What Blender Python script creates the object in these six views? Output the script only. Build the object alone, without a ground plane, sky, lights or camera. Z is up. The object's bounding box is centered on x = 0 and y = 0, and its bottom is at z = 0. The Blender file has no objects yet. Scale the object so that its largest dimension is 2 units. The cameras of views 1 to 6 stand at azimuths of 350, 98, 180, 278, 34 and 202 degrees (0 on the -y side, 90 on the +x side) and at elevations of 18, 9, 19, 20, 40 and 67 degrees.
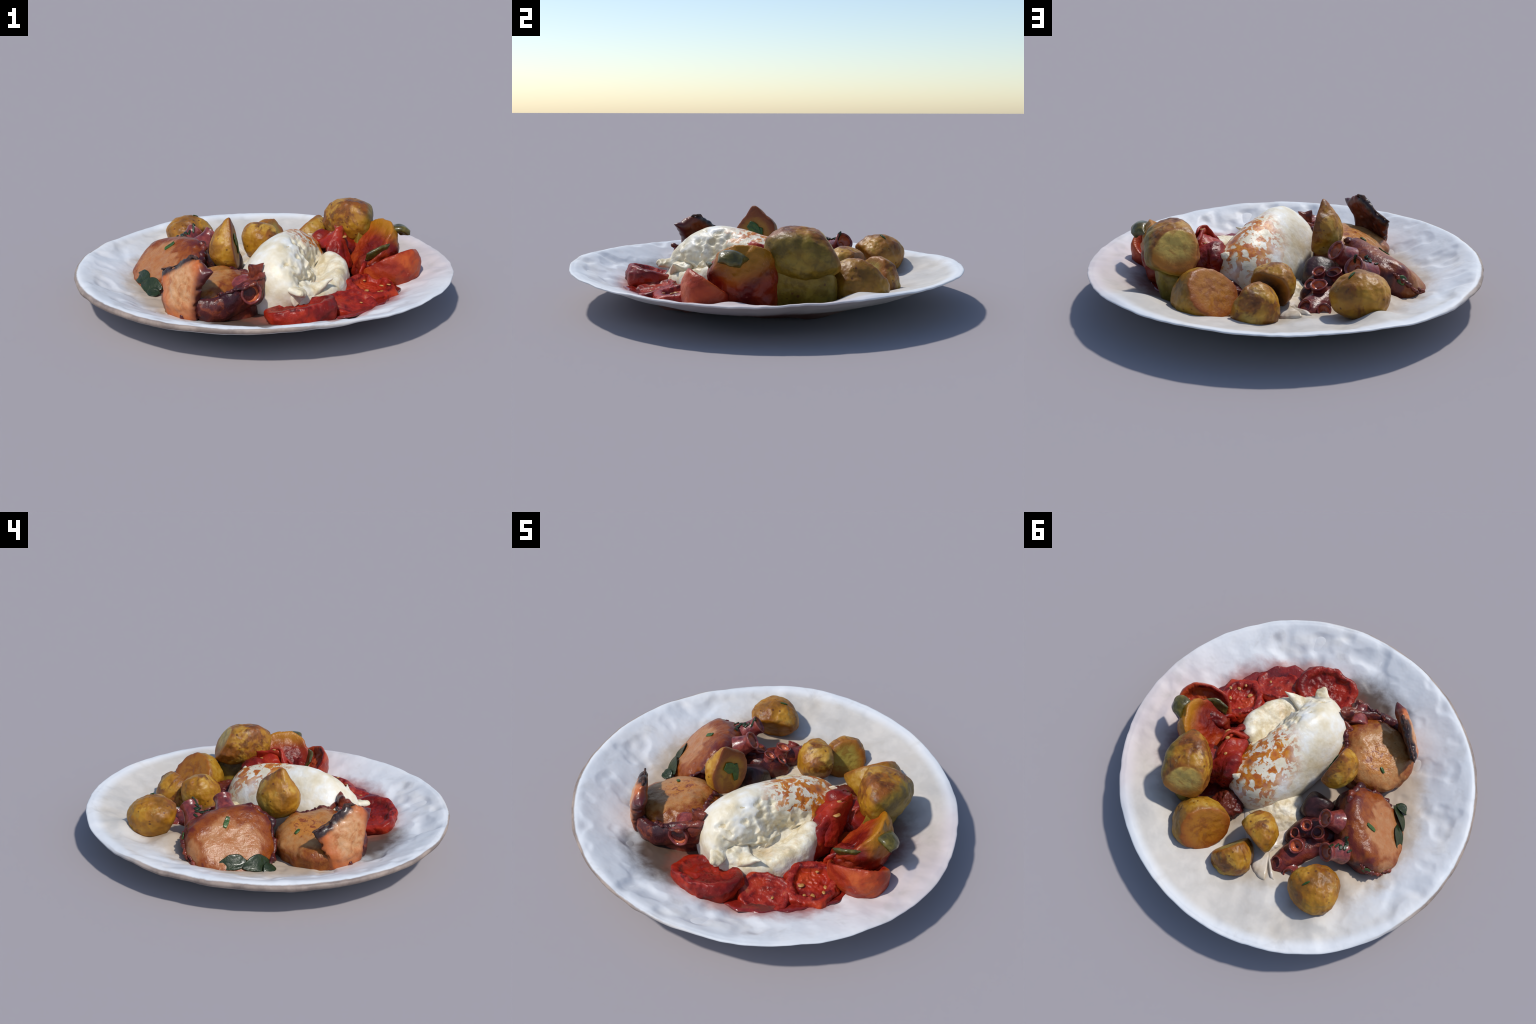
import bpy, bmesh, math
import numpy as np
from mathutils import Vector, Matrix

# ------------------------------------------------------------------ helpers
def lin(r, g, b):
    f = lambda c: ((c / 255 + 0.055) / 1.055) ** 2.4 if c > 10 else c / 255 / 12.92
    return (f(r), f(g), f(b), 1.0)

def unit(v):
    v = np.asarray(v, float)
    return v / (np.linalg.norm(v, axis=-1, keepdims=True) + 1e-12)

def _hash(i, j, k, seed):
    h = (i * 374761393 + j * 668265263 + k * 2147483647 + seed * 1274126177) & 0xFFFFFFFF
    h = ((h ^ (h >> 13)) * 1274126177) & 0xFFFFFFFF
    h = ((h ^ (h >> 16)) * 668265263) & 0xFFFFFFFF
    return ((h ^ (h >> 15)) & 0xFFFFFF) / float(0xFFFFFF)

def vnoise(P, seed=0):
    """smooth value noise in [-1, 1] at the points P"""
    P = np.asarray(P, float)
    I = np.floor(P).astype(np.int64)
    F = P - I
    F = F * F * F * (F * (F * 6 - 15) + 10)
    out = 0
    for a in (0, 1):
        for b in (0, 1):
            for c in (0, 1):
                w = (F[..., 0] if a else 1 - F[..., 0]) * (F[..., 1] if b else 1 - F[..., 1]) * (F[..., 2] if c else 1 - F[..., 2])
                out = out + w * _hash(I[..., 0] + a, I[..., 1] + b, I[..., 2] + c, seed)
    return out * 2 - 1

def fbm(P, seed=0, octaves=3):
    s, a, out = 1.0, 1.0, 0
    for o in range(octaves):
        out = out + a * vnoise(np.asarray(P) * s + 17.3 * o, seed + o)
        s *= 2.03
        a *= 0.5
    return out / 1.6

def ridge(P, seed=0):
    return 1 - 2 * np.abs(fbm(P, seed, 2))

_ico = {}
def ico(sub):
    if sub not in _ico:
        bm = bmesh.new()
        bmesh.ops.create_icosphere(bm, subdivisions=sub, radius=1.0)
        V = np.array([v.co[:] for v in bm.verts])
        F = np.array([[v.index for v in f.verts] for f in bm.faces])
        bm.free()
        _ico[sub] = (unit(V), F)
    return _ico[sub]

def vert_normals(V, F):
    F = np.asarray(F)
    n = np.zeros_like(V)
    fn = np.cross(V[F[:, 1]] - V[F[:, 0]], V[F[:, 2]] - V[F[:, 0]])
    for k in range(F.shape[1]):
        np.add.at(n, F[:, k], fn)
    return unit(n)

def new_mesh(name, V, F, mat, loc=(0, 0, 0), parent=None, normals=None, smooth=True):
    V = np.array(V, float)
    if name != "plate" and not name.endswith(("puddle", "juice")):
        # food lies on the plate: nothing reaches deeper than just under the glaze
        W = V + np.array(loc, float)
        V[:, 2] = np.maximum(W[:, 2], plate_top(W[:, 0], W[:, 1], False) - 0.012) - loc[2]
    me = bpy.data.meshes.new(name)
    me.from_pydata([tuple(v) for v in np.asarray(V, float).tolist()], [], [list(f) for f in np.asarray(F).tolist()] if not isinstance(F, list) else F)
    me.update()
    if smooth:
        me.polygons.foreach_set("use_smooth", [True] * len(me.polygons))
    if mat is not None:
        me.materials.append(mat)
    if normals is not None:
        me.normals_split_custom_set_from_vertices([tuple(n) for n in normals.tolist()])
    ob = bpy.data.objects.new(name, me)
    bpy.context.scene.collection.objects.link(ob)
    ob.location = loc
    if parent is not None:
        ob.parent = parent
        ob.location = tuple(np.array(loc) - np.array(parent.location))
    return ob

def thing(name, label, category, loc=(0, 0, 0)):
    ob = bpy.data.objects.new(name, None)
    ob.empty_display_size = 0.05
    bpy.context.scene.collection.objects.link(ob)
    ob.location = loc
    ob["label"] = label
    ob["category"] = category
    return ob

def tag(ob, label, category):
    ob["label"] = label
    ob["category"] = category
    return ob

def split_regions(V, F, mask_v, names, mats, loc, parent):
    """one smooth body, its faces separated by region; borders and normals coincide"""
    N = vert_normals(V, F)
    fm = mask_v[F].mean(1) > 0.5
    obs = []
    for sel, nm, mt in ((~fm, names[0], mats[0]), (fm, names[1], mats[1])):
        if sel.sum() == 0:
            continue
        idx = np.unique(F[sel])
        re = -np.ones(len(V), int)
        re[idx] = np.arange(len(idx))
        obs.append(new_mesh(nm, V[idx], re[F[sel]], mt, loc, parent, normals=N[idx]))
    return obs

def rot_axes(u, up=(0, 0, 1)):
    """matrix whose columns are: u, the side, and the direction nearest to up"""
    u = unit(u)
    up = np.asarray(up, float)
    s = unit(np.cross(up, u))
    return np.stack([u, s, np.cross(u, s)], 1)

def blob(radii, R=None, cuts=(), seed=0, sub=6, lumps=0.03, lump_scale=2.0, fine=0.006, fine_scale=9.0,
         spikes=(), power=2.0, bite=14.0, facets=0, facet_depth=.9):
    """star-shaped body: a superellipsoid softly intersected with half-spaces (the cuts),
    with lumps, fine wrinkles and optional spikes (direction, width, height).
    Returns vertices about the origin, faces and, per vertex, how much of it is cut."""
    D, F = ico(sub)
    R = np.eye(3) if R is None else np.asarray(R)
    L = D @ R
    r = (np.abs(L / np.asarray(radii)) ** power).sum(1) ** (-1 / power)
    r = r * (1 + lumps * fbm(D * lump_scale + seed * 3.1, seed, 3))
    for d, w, h in spikes:
        c = D @ unit(d)
        r = r + h * np.exp(-((1 - c) * 2) / w ** 2)
    rng = np.random.default_rng(seed * 7 + 1)
    if facets:                       # blunt flats, as on a hand-cut or shrivelled piece
        k = r ** -9.0
        for _ in range(facets):
            n = unit(rng.normal(size=3))
            rn = (np.abs((n @ R) / np.asarray(radii)) ** power).sum() ** (-1 / power)
            k = k + (rn * rng.uniform(facet_depth, facet_depth + .1) / np.maximum(D @ n, 1e-3)) ** -9.0
        r = k ** (-1 / 9.0)
    inv = r ** -bite
    base = inv.copy()
    for n, dist, *more in cuts:
        n = unit(n)
        c = np.maximum(D @ n, 1e-3)
        wav = 1 + 0.03 * vnoise(D * 3.3 + seed, seed + 7)
        inv = inv + (dist * wav / c) ** -bite
    rr = inv ** (-1 / bite)
    cutness = 1 - base / inv
    rr = rr * (1 + fine * fbm(D * fine_scale + seed, seed + 3, 3) * (1 - 0.6 * cutness))
    return D * rr[:, None], F, cutness

def catmull(P, t):
    """Catmull-Rom through the rows of P (first axis) at parameters t in 0..1"""
    P = np.asarray(P, float)
    n = len(P) - 1
    Q = np.concatenate([[2 * P[0] - P[1]], P, [2 * P[-1] - P[-2]]])
    x = np.clip(t, 0, 1) * n
    i = np.minimum(x.astype(int), n - 1)
    f = (x - i).reshape((-1,) + (1,) * (P.ndim - 1))
    a, b, c, d = Q[i], Q[i + 1], Q[i + 2], Q[i + 3]
    return 0.5 * (2 * b + (c - a) * f + (2 * a - 5 * b + 4 * c - d) * f ** 2 + (3 * b - a - 3 * c + d) * f ** 3)

def sheet(ctrl, thick, nu=60, nv=60, seed=0, amp=0.0, scale=12.0, edge=0.12, fray=0.0):
    """a thick curved slab through a grid of control points, rounded at its border"""
    C = np.asarray(ctrl, float)
    u = np.linspace(0, 1, nu)
    v = np.linspace(0, 1, nv)
    S = catmull(np.swapaxes(catmull(C, u), 0, 1), v)            # nv, nu, 3
    du = np.gradient(S, axis=1)
    dv = np.gradient(S, axis=0)
    N = unit(np.cross(du, dv))
    if fray:
        b = np.minimum.reduce([np.broadcast_to(u[None], (nv, nu)), np.broadcast_to(1 - u[None], (nv, nu)),
                               np.broadcast_to(v[:, None], (nv, nu)), np.broadcast_to(1 - v[:, None], (nv, nu))])
        S = S + (np.exp(-(b / 0.06) ** 2) * fray * fbm(S * 25, seed + 5, 2))[..., None] * unit(S - S.mean((0, 1)))
    if amp:
        S = S + N * (amp * fbm(S * scale + seed, seed, 3))[..., None]
    pu = np.minimum(1, np.minimum(u, 1 - u) / edge)
    pv = np.minimum(1, np.minimum(v, 1 - v) / edge)
    prof = np.sqrt(np.maximum(0, 1 - (1 - pu) ** 2))[None] * np.sqrt(np.maximum(0, 1 - (1 - pv) ** 2))[:, None]
    T = thick if np.isscalar(thick) else catmull(np.asarray(thick, float), u)[None]
    H = (prof * 0.5 * T)[..., None]
    top = (S + N * H).reshape(-1, 3)
    bot = (S - N * H).reshape(-1, 3)
    V = np.concatenate([top, bot])
    idx = np.arange(nu * nv).reshape(nv, nu)
    q = np.stack([idx[:-1, :-1], idx[:-1, 1:], idx[1:, 1:], idx[1:, :-1]], -1).reshape(-1, 4)
    F = np.concatenate([q, q[:, ::-1] + nu * nv])
    # weld the border: bottom border vertices take the top's index
    border = np.zeros((nv, nu), bool)
    border[0] = border[-1] = True
    border[:, 0] = border[:, -1] = True
    m = np.arange(2 * nu * nv)
    m[nu * nv:][border.ravel()] = np.arange(nu * nv)[border.ravel()]
    F = m[F]
    used = np.unique(F)
    re = -np.ones(len(V), int)
    re[used] = np.arange(len(used))
    return V[used], re[F]

def lathe(profile, nrm, n=48, wob=0.0, seed=0):
    """revolve (radius, height) pairs round nrm; first and last point close the shape"""
    nrm = unit(nrm)
    t = np.array([1.0, 0, 0]) if abs(nrm[0]) < 0.8 else np.array([0, 1.0, 0])
    a = unit(np.cross(nrm, t))
    b = np.cross(nrm, a)
    pr = catmull(np.asarray(profile, float), np.linspace(0, 1, 6 * len(profile)))
    th = np.linspace(0, 2 * np.pi, n, endpoint=False)
    ring = np.cos(th)[:, None] * a + np.sin(th)[:, None] * b
    V = pr[:, None, 0:1] * ring[None] + pr[:, None, 1:2] * nrm
    V = V.reshape(-1, 3)
    if wob:
        V = V + unit(V) * (wob * fbm(V * 22 + seed, seed, 2))[:, None]
    m = len(pr)
    idx = np.arange(m * n).reshape(m, n)
    nx = np.roll(idx, -1, 1)
    F = np.stack([idx[:-1], nx[:-1], nx[1:], idx[1:]], -1).reshape(-1, 4)
    return V, F

def tube(path, radii, nu=50, n=32, flat=1.0, seed=0, amp=0.0):
    P = catmull(np.asarray(path, float), np.linspace(0, 1, nu))
    R = catmull(np.asarray(radii, float), np.linspace(0, 1, nu))
    e = np.linspace(0, 1, nu)
    cap = np.minimum(1, np.minimum(e, 1 - e) / 0.08)
    R = R * np.sqrt(np.maximum(0.0, 1 - (1 - cap) ** 2)) + 1e-4
    T = unit(np.gradient(P, axis=0))
    s = unit(np.cross(T, [0, 0, 1.0]))
    w = np.cross(s, T)
    th = np.linspace(0, 2 * np.pi, n, endpoint=False)
    V = P[:, None] + R[:, None, None] * (np.cos(th)[None, :, None] * s[:, None] + flat * np.sin(th)[None, :, None] * w[:, None])
    if amp:
        V = V + (V - P[:, None]) * (amp * fbm(V * 18 + seed, seed, 2))[..., None]
    idx = np.arange(nu * n).reshape(nu, n)
    nx = np.roll(idx, -1, 1)
    F = np.stack([idx[:-1], nx[:-1], nx[1:], idx[1:]], -1).reshape(-1, 4)
    return V.reshape(-1, 3), F

# ------------------------------------------------------------------ materials
class Mat:
    def __init__(self, name):
        self.m = bpy.data.materials.new(name)
        self.m.use_nodes = True
        self.t = self.m.node_tree
        self.t.nodes.clear()
        self.o = self.t.nodes.new("ShaderNodeOutputMaterial")
        self.b = self.t.nodes.new("ShaderNodeBsdfPrincipled")
        self.t.links.new(self.b.outputs[0], self.o.inputs[0])
        self.co = self.t.nodes.new("ShaderNodeTexCoord").outputs["Object"]

    def put(self, sock, val):
        if isinstance(val, bpy.types.NodeSocket):
            self.t.links.new(val, sock)
        elif val is not None:
            sock.default_value = val

    def node(self, kind, **kw):
        n = self.t.nodes.new(kind)
        for k, v in kw.items():
            setattr(n, k, v)
        return n

    def noise(self, scale, detail=3, rough=0.55, dist=0.0, vec=None):
        n = self.node("ShaderNodeTexNoise")
        self.put(n.inputs["Vector"], vec or self.co)
        self.put(n.inputs["Scale"], scale)
        self.put(n.inputs["Detail"], detail)
        self.put(n.inputs["Roughness"], rough)
        self.put(n.inputs["Distortion"], dist)
        return n.outputs["Fac"]

    def voronoi(self, scale, vec=None, feature="F1"):
        n = self.node("ShaderNodeTexVoronoi", feature=feature)
        self.put(n.inputs["Vector"], vec or self.co)
        self.put(n.inputs["Scale"], scale)
        return n.outputs["Distance"]

    def shift(self, off, scale=(1, 1, 1), rot=(0, 0, 0)):
        n = self.node("ShaderNodeMapping")
        self.put(n.inputs["Vector"], self.co)
        n.inputs["Location"].default_value = off
        n.inputs["Scale"].default_value = scale
        n.inputs["Rotation"].default_value = rot
        return n.outputs[0]

    def step(self, val, lo, hi, a=0.0, b=1.0):
        n = self.node("ShaderNodeMapRange", interpolation_type="SMOOTHSTEP")
        self.put(n.inputs["Value"], val)
        n.inputs["From Min"].default_value = lo
        n.inputs["From Max"].default_value = hi
        n.inputs["To Min"].default_value = a
        n.inputs["To Max"].default_value = b
        return n.outputs[0]

    def math(self, op, a, b=None):
        n = self.node("ShaderNodeMath", operation=op)
        self.put(n.inputs[0], a)
        if b is not None:
            self.put(n.inputs[1], b)
        return n.outputs[0]

    def dot(self, v, off=(0, 0, 0)):
        s = self.node("ShaderNodeVectorMath", operation="SUBTRACT")
        self.put(s.inputs[0], self.co)
        s.inputs[1].default_value = off
        n = self.node("ShaderNodeVectorMath", operation="DOT_PRODUCT")
        self.put(n.inputs[0], s.outputs[0])
        n.inputs[1].default_value = tuple(unit(v))
        return n.outputs["Value"]

    def near(self, p, stretch=(1, 1, 1)):
        """distance of the shading point to p (object coordinates)"""
        s = self.node("ShaderNodeVectorMath", operation="SUBTRACT")
        self.put(s.inputs[0], self.co)
        s.inputs[1].default_value = tuple(p)
        k = self.node("ShaderNodeVectorMath", operation="MULTIPLY")
        self.put(k.inputs[0], s.outputs[0])
        k.inputs[1].default_value = stretch
        n = self.node("ShaderNodeVectorMath", operation="LENGTH")
        self.put(n.inputs[0], k.outputs[0])
        return n.outputs["Value"]

    def mix(self, f, a, b):
        n = self.node("ShaderNodeMix", data_type="RGBA")
        self.put(n.inputs[0], f)
        self.put(n.inputs[6], a)
        self.put(n.inputs[7], b)
        return n.outputs[2]

    def ramp(self, f, stops):
        n = self.node("ShaderNodeValToRGB")
        while len(n.color_ramp.elements) < len(stops):
            n.color_ramp.elements.new(0.5)
        for e, (p, c) in zip(n.color_ramp.elements, stops):
            e.position = p
            e.color = c
        self.put(n.inputs[0], f)
        return n.outputs[0]

    def done(self, color, rough=0.45, bump=None, bump_d=0.004, sss=0.0, sss_r=(1, 0.4, 0.2), coat=0.0, spec=0.4):
        self.put(self.b.inputs["Base Color"], color)
        self.put(self.b.inputs["Roughness"], rough)
        self.b.inputs["Specular IOR Level"].default_value = spec
        if sss:
            self.b.inputs["Subsurface Weight"].default_value = sss
            self.b.inputs["Subsurface Radius"].default_value = sss_r
            self.b.inputs["Subsurface Scale"].default_value = 0.02
        if coat:
            self.b.inputs["Coat Weight"].default_value = coat
            self.b.inputs["Coat Roughness"].default_value = 0.15
        if bump is not None:
            n = self.node("ShaderNodeBump")
            n.inputs["Distance"].default_value = bump_d
            n.inputs["Strength"].default_value = 0.8
            self.put(n.inputs["Height"], bump)
            self.t.links.new(n.outputs[0], self.b.inputs["Normal"])
        return self.m

def potato_material(name, cut=None, seed=0.0, brown=0.5, flesh=(196, 165, 70), edge=(172, 104, 22), green=0.0, face_r=0.12, olive=None):
    m = Mat(name)
    s = m.shift((seed * 1.7, seed * 0.9, seed * 2.3))
    big = m.noise(7, 3, 0.6, 0.4, s)
    mid = m.noise(22, 4, 0.6, 0.3, s)
    col = m.ramp(big, [(0.30, lin(116, 72, 12)), (0.44, lin(152, 98, 18)), (0.56, lin(174, 122, 28)), (0.70, lin(192, 152, 66))])
    if green:
        col = m.mix(green, col, m.ramp(mid, [(.4, lin(98, 80, 14)), (.62, lin(136, 114, 32))]))
    br = m.step(m.noise(5.5, 4, 0.65, 0.6, m.shift((seed * 3.1 + 4, seed, 1))), 0.63 - 0.22 * brown, 0.74 - 0.22 * brown)
    col = m.mix(m.math("MULTIPLY", br, 0.85), col, m.ramp(mid, [(.36, lin(78, 34, 12)), (.6, lin(132, 70, 18))]))
    pale = m.step(m.noise(13, 5, 0.7, 0.2, m.shift((9, seed, 3))), 0.6, 0.74)
    col = m.mix(m.math("MULTIPLY", pale, 0.35), col, lin(206, 186, 118))
    spots = m.step(m.math("ADD", m.voronoi(26, s), m.math("MULTIPLY", mid, 0.35)), 0.24, 0.36, 1.0, 0.0)
    col = m.mix(m.math("MULTIPLY", spots, 0.75), col, lin(84, 38, 18))
    h = m.math("ADD", m.math("MULTIPLY", m.noise(60, 4, 0.6), 0.35), m.noise(18, 3))
    if olive is not None:               # one side stayed green and smooth
        og = m.step(m.math("ADD", m.dot(olive), m.math("MULTIPLY", m.math("SUBTRACT", big, .5), .12)), .02, .075, 0, .8)
        col = m.mix(og, col, m.ramp(mid, [(.4, lin(94, 78, 14)), (.62, lin(132, 110, 30))]))
    if cut is not None:
        n, d = cut
        pd = m.math("ADD", m.dot(n), m.math("MULTIPLY", m.math("SUBTRACT", mid, 0.5), 0.012))
        mask = m.step(pd, d - 0.011, d - 0.004)
        rr = m.near(tuple(unit(n) * d))
        fl = m.mix(m.step(m.math("ADD", rr, m.math("MULTIPLY", m.math("SUBTRACT", big, 0.5), 0.09)), face_r * 0.45, face_r * 0.95), lin(*flesh), lin(*edge))
        fl = m.mix(m.math("MULTIPLY", m.step(m.noise(15, 4, .65, .6, s), 0.46, 0.62), 0.55), fl, lin(edge[0] - 24, edge[1] - 20, max(4, edge[2] - 6)))
        fl = m.mix(m.step(m.noise(40, 3, 0.6), 0.66, 0.75, 0, 0.5), fl, lin(110, 60, 20))
        col = m.mix(mask, col, fl)
        ridge_line = m.math("MULTIPLY", m.step(pd, d - 0.03, d - 0.012), m.step(pd, d - 0.010, d - 0.004, 1, 0))
        col = m.mix(m.math("MULTIPLY", ridge_line, 0.45), col, lin(128, 68, 20))
    return m.done(col, 0.44, h, 0.006, sss=0.05, spec=.4)

def tomato_material(name, cut=None, seed=0.0, skin=(158, 37, 16), deep=(108, 16, 10), flesh=(136, 26, 15), yellow=None):
    m = Mat(name)
    s = m.shift((seed * 2.7, seed, seed * 1.3))
    big = m.noise(6, 3, 0.6, 0.5, s)
    col = m.ramp(big, [(0.36, lin(*deep)), (0.52, lin(*skin)), (0.68, lin(min(255, skin[0] + 22), skin[1] + 26, skin[2] + 10))])
    if yellow:
        n, lo, hi, c = yellow
        col = m.mix(m.step(m.math("ADD", m.dot(n), m.math("MULTIPLY", m.math("SUBTRACT", big, 0.5), 0.1)), lo, hi), col, lin(*c))
    flecks = m.step(m.noise(34, 4, 0.7, 1.0, s), 0.64, 0.74)
    col = m.mix(m.math("MULTIPLY", flecks, 0.35), col, lin(206, 124, 96))
    char = m.step(m.voronoi(15, s), 0.0, 0.13, 1, 0)
    col = m.mix(m.math("MULTIPLY", char, 0.5), col, lin(70, 22, 14))
    if cut is not None:
        n, d, rad = cut
        mask = m.step(m.dot(n), d - 0.02, d - 0.006)
        mask = m.math("MULTIPLY", mask, m.step(m.near(tuple(unit(n) * d)), rad * 0.86, rad * 0.98, 1, 0))
        pulp = m.ramp(m.noise(24, 4, 0.6, 0.8, s), [(0.36, lin(84, 12, 12)), (0.5, lin(*flesh)), (0.62, lin(156, 48, 36)), (0.74, lin(176, 92, 60))])
        col = m.mix(mask, col, pulp)
    h = m.math("ADD", m.noise(26, 4, 0.6, 0.5), m.math("MULTIPLY", m.noise(80, 2), 0.25))
    return m.done(col, 0.38, h, 0.006, spec=.3)

def octopus_material(name, cuts, seed=0.0, flesh=(170, 116, 74), glaze=(142, 72, 22), skin=(80, 30, 28), rim=0.02, sear=(), tops=()):
    """skin everywhere, pale seared flesh where the planes in cuts expose it"""
    m = Mat(name)
    s = m.shift((seed * 2.1, seed * 1.4, seed))
    big = m.noise(7, 3, 0.6, 0.6, s)
    mid = m.noise(26, 4, 0.65, 0.5, s)
    sk = m.ramp(big, [(0.34, lin(52, 18, 24)), (0.5, lin(*skin)), (0.6, lin(120, 52, 34)), (0.72, lin(128, 68, 62))])
    sk = m.mix(m.step(mid, 0.52, 0.68, 0, 0.5), sk, lin(146, 68, 32))
    col = sk
    for n, d in tops:                     # browned glaze on the upward side
        pd = m.math("ADD", m.dot(n), m.math("MULTIPLY", m.math("SUBTRACT", big, 0.5), 0.12))
        col = m.mix(m.step(pd, d - .05, d, 0, .9), col, m.ramp(mid, [(.38, lin(118, 48, 20)), (.6, lin(*glaze))]))
    for n, d, c, rad in cuts:
        pd = m.dot(n)
        wob = m.math("MULTIPLY", m.math("SUBTRACT", big, 0.5), 0.12)
        mask = m.step(m.math("ADD", pd, wob), d - 0.075, d - 0.045)
        rr = m.math("ADD", m.near(tuple(c)), m.math("MULTIPLY", m.math("SUBTRACT", big, 0.5), 0.30))
        fl = m.ramp(mid, [(0.3, lin(flesh[0] - 8, flesh[1] - 22, flesh[2] - 30)), (0.6, lin(*flesh)), (0.85, lin(flesh[0] + 12, flesh[1] + 16, flesh[2] + 16))])
        fl = m.mix(m.step(rr, rad * 0.66, rad * 1.0), fl, m.ramp(mid, [(.38, lin(122, 54, 16)), (.6, lin(*glaze))]))
        fl = m.mix(m.step(m.math("ADD", rr, m.math("MULTIPLY", mid, 0.05)), rad * 1.40, rad * 1.75), fl, lin(96, 34, 26))
        for c2, r2 in sear:
            q = m.math("ADD", m.near(c2), m.math("MULTIPLY", m.math("SUBTRACT", mid, 0.5), 0.14))
            fl = m.mix(m.step(q, r2 * 0.4, r2, 0.85, 0), fl, m.mix(m.step(m.noise(38, 3, 0.7, 0.6), 0.5, 0.62), lin(184, 118, 48), lin(124, 48, 24)))
        col = m.mix(mask, col, fl)
    fle = m.step(m.voronoi(17, s), 0.0, 0.11, 1, 0)
    col = m.mix(m.math("MULTIPLY", fle, 0.7), col, lin(70, 30, 20))
    return m.done(col, 0.33, m.math("ADD", m.noise(30, 4, 0.6), m.math("MULTIPLY", m.noise(90, 2), 0.2)), 0.006, sss=0.04, spec=.35)

def sucker_material(name):
    m = Mat(name)
    g = m.noise(26, 4, 0.6, 0.4)
    return m.done(m.ramp(g, [(0.25, lin(66, 26, 34)), (0.5, lin(128, 52, 46)), (0.75, lin(164, 84, 70))]), 0.3, m.noise(60, 3), 0.003, sss=0.08, coat=0.4)

def cup_material(name):
    m = Mat(name)
    g = m.noise(30, 3, 0.6, 0.3)
    return m.done(m.ramp(g, [(0.3, lin(150, 74, 44)), (0.6, lin(196, 100, 62)), (0.8, lin(150, 110, 92))]), 0.32, m.noise(50, 3), 0.003, coat=0.4)

def leaf_material(name, a=(34, 56, 26), b=(58, 84, 34)):
    m = Mat(name)
    g = m.noise(30, 4, 0.6, 0.5)
    c = m.ramp(g, [(0.3, lin(*a)), (0.7, lin(*b))])
    mat = m.done(c, 0.4, m.noise(60, 3), 0.004, coat=0.2)
    tr = m.node("ShaderNodeBsdfTranslucent")
    m.put(tr.inputs[0], c)
    ms = m.node("ShaderNodeMixShader")
    ms.inputs[0].default_value = 0.2
    m.t.links.new(m.b.outputs[0], ms.inputs[1])
    m.t.links.new(tr.outputs[0], ms.inputs[2])
    m.t.links.new(ms.outputs[0], m.o.inputs[0])
    return mat

# ------------------------------------------------------------------ plate
def rim_radius(t):
    return (0.9955 - 0.0012 * np.cos(t) + 0.0042 * np.cos(2 * t) - 0.0017 * np.sin(2 * t) + 0.0034 * np.cos(3 * t) - 0.0019 * np.sin(3 * t))

def rim_height(t):
    """height of the uneven rim, given every 45 degrees"""
    k = np.array([.179, .194, .189, .178, .196, .206, .208, .193])
    x = (np.asarray(t) % (2 * np.pi)) / (2 * np.pi) * 8
    i = np.floor(x).astype(int)
    f = x - i
    f = f * f * (3 - 2 * f)
    return k[i % 8] * (1 - f) + k[(i + 1) % 8] * f

def rim_drop(t):
    """how far the outer edge rolls down below the crest of the rim: most at the front left"""
    return .005 + .026 * np.clip(-(np.cos(t) * .9 + np.sin(t) * .3), 0, 1)

TOP_R = np.array([0, .30, .45, .55, .65, .75, .85, .93, .97, 1.0])
TOP_Z = np.array([.056, .056, .054, .058, .076, .104, .135, .163, .178, .1824])
BUMPS = [(-.40, .70, .09, .045), (.66, .48, .11, .045), (.84, -.02, .10, .03), (.52, .62, .12, .02),
         (-.44, .43, .11, .07), (-.25, .42, .12, .03), (-.08, .60, .15, .035), (.28, .64, .13, .02), (.12, .32, .12, .03)]

def plate_top(x, y, bumps=True):
    r = np.hypot(x, y)
    t = np.arctan2(y, x)
    q = r / rim_radius(t)
    z = np.interp(q, TOP_R, TOP_Z)
    z = z + (rim_height(t) - 0.1824) * np.clip((q - 0.45) / 0.55, 0, 1) ** 1.8 - rim_drop(t) * np.clip((q - .93) / .07, 0, 1) ** 2
    z = z - .014 * np.exp(-((q - .72) / .09) ** 2) * np.clip(np.cos(t - 3.3), 0, 1)
    for bx, by, w, h in (BUMPS if bumps else []):
        z = z + h * np.exp(-((x - bx) ** 2 + (y - by) ** 2) / w ** 2)
    return z

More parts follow.
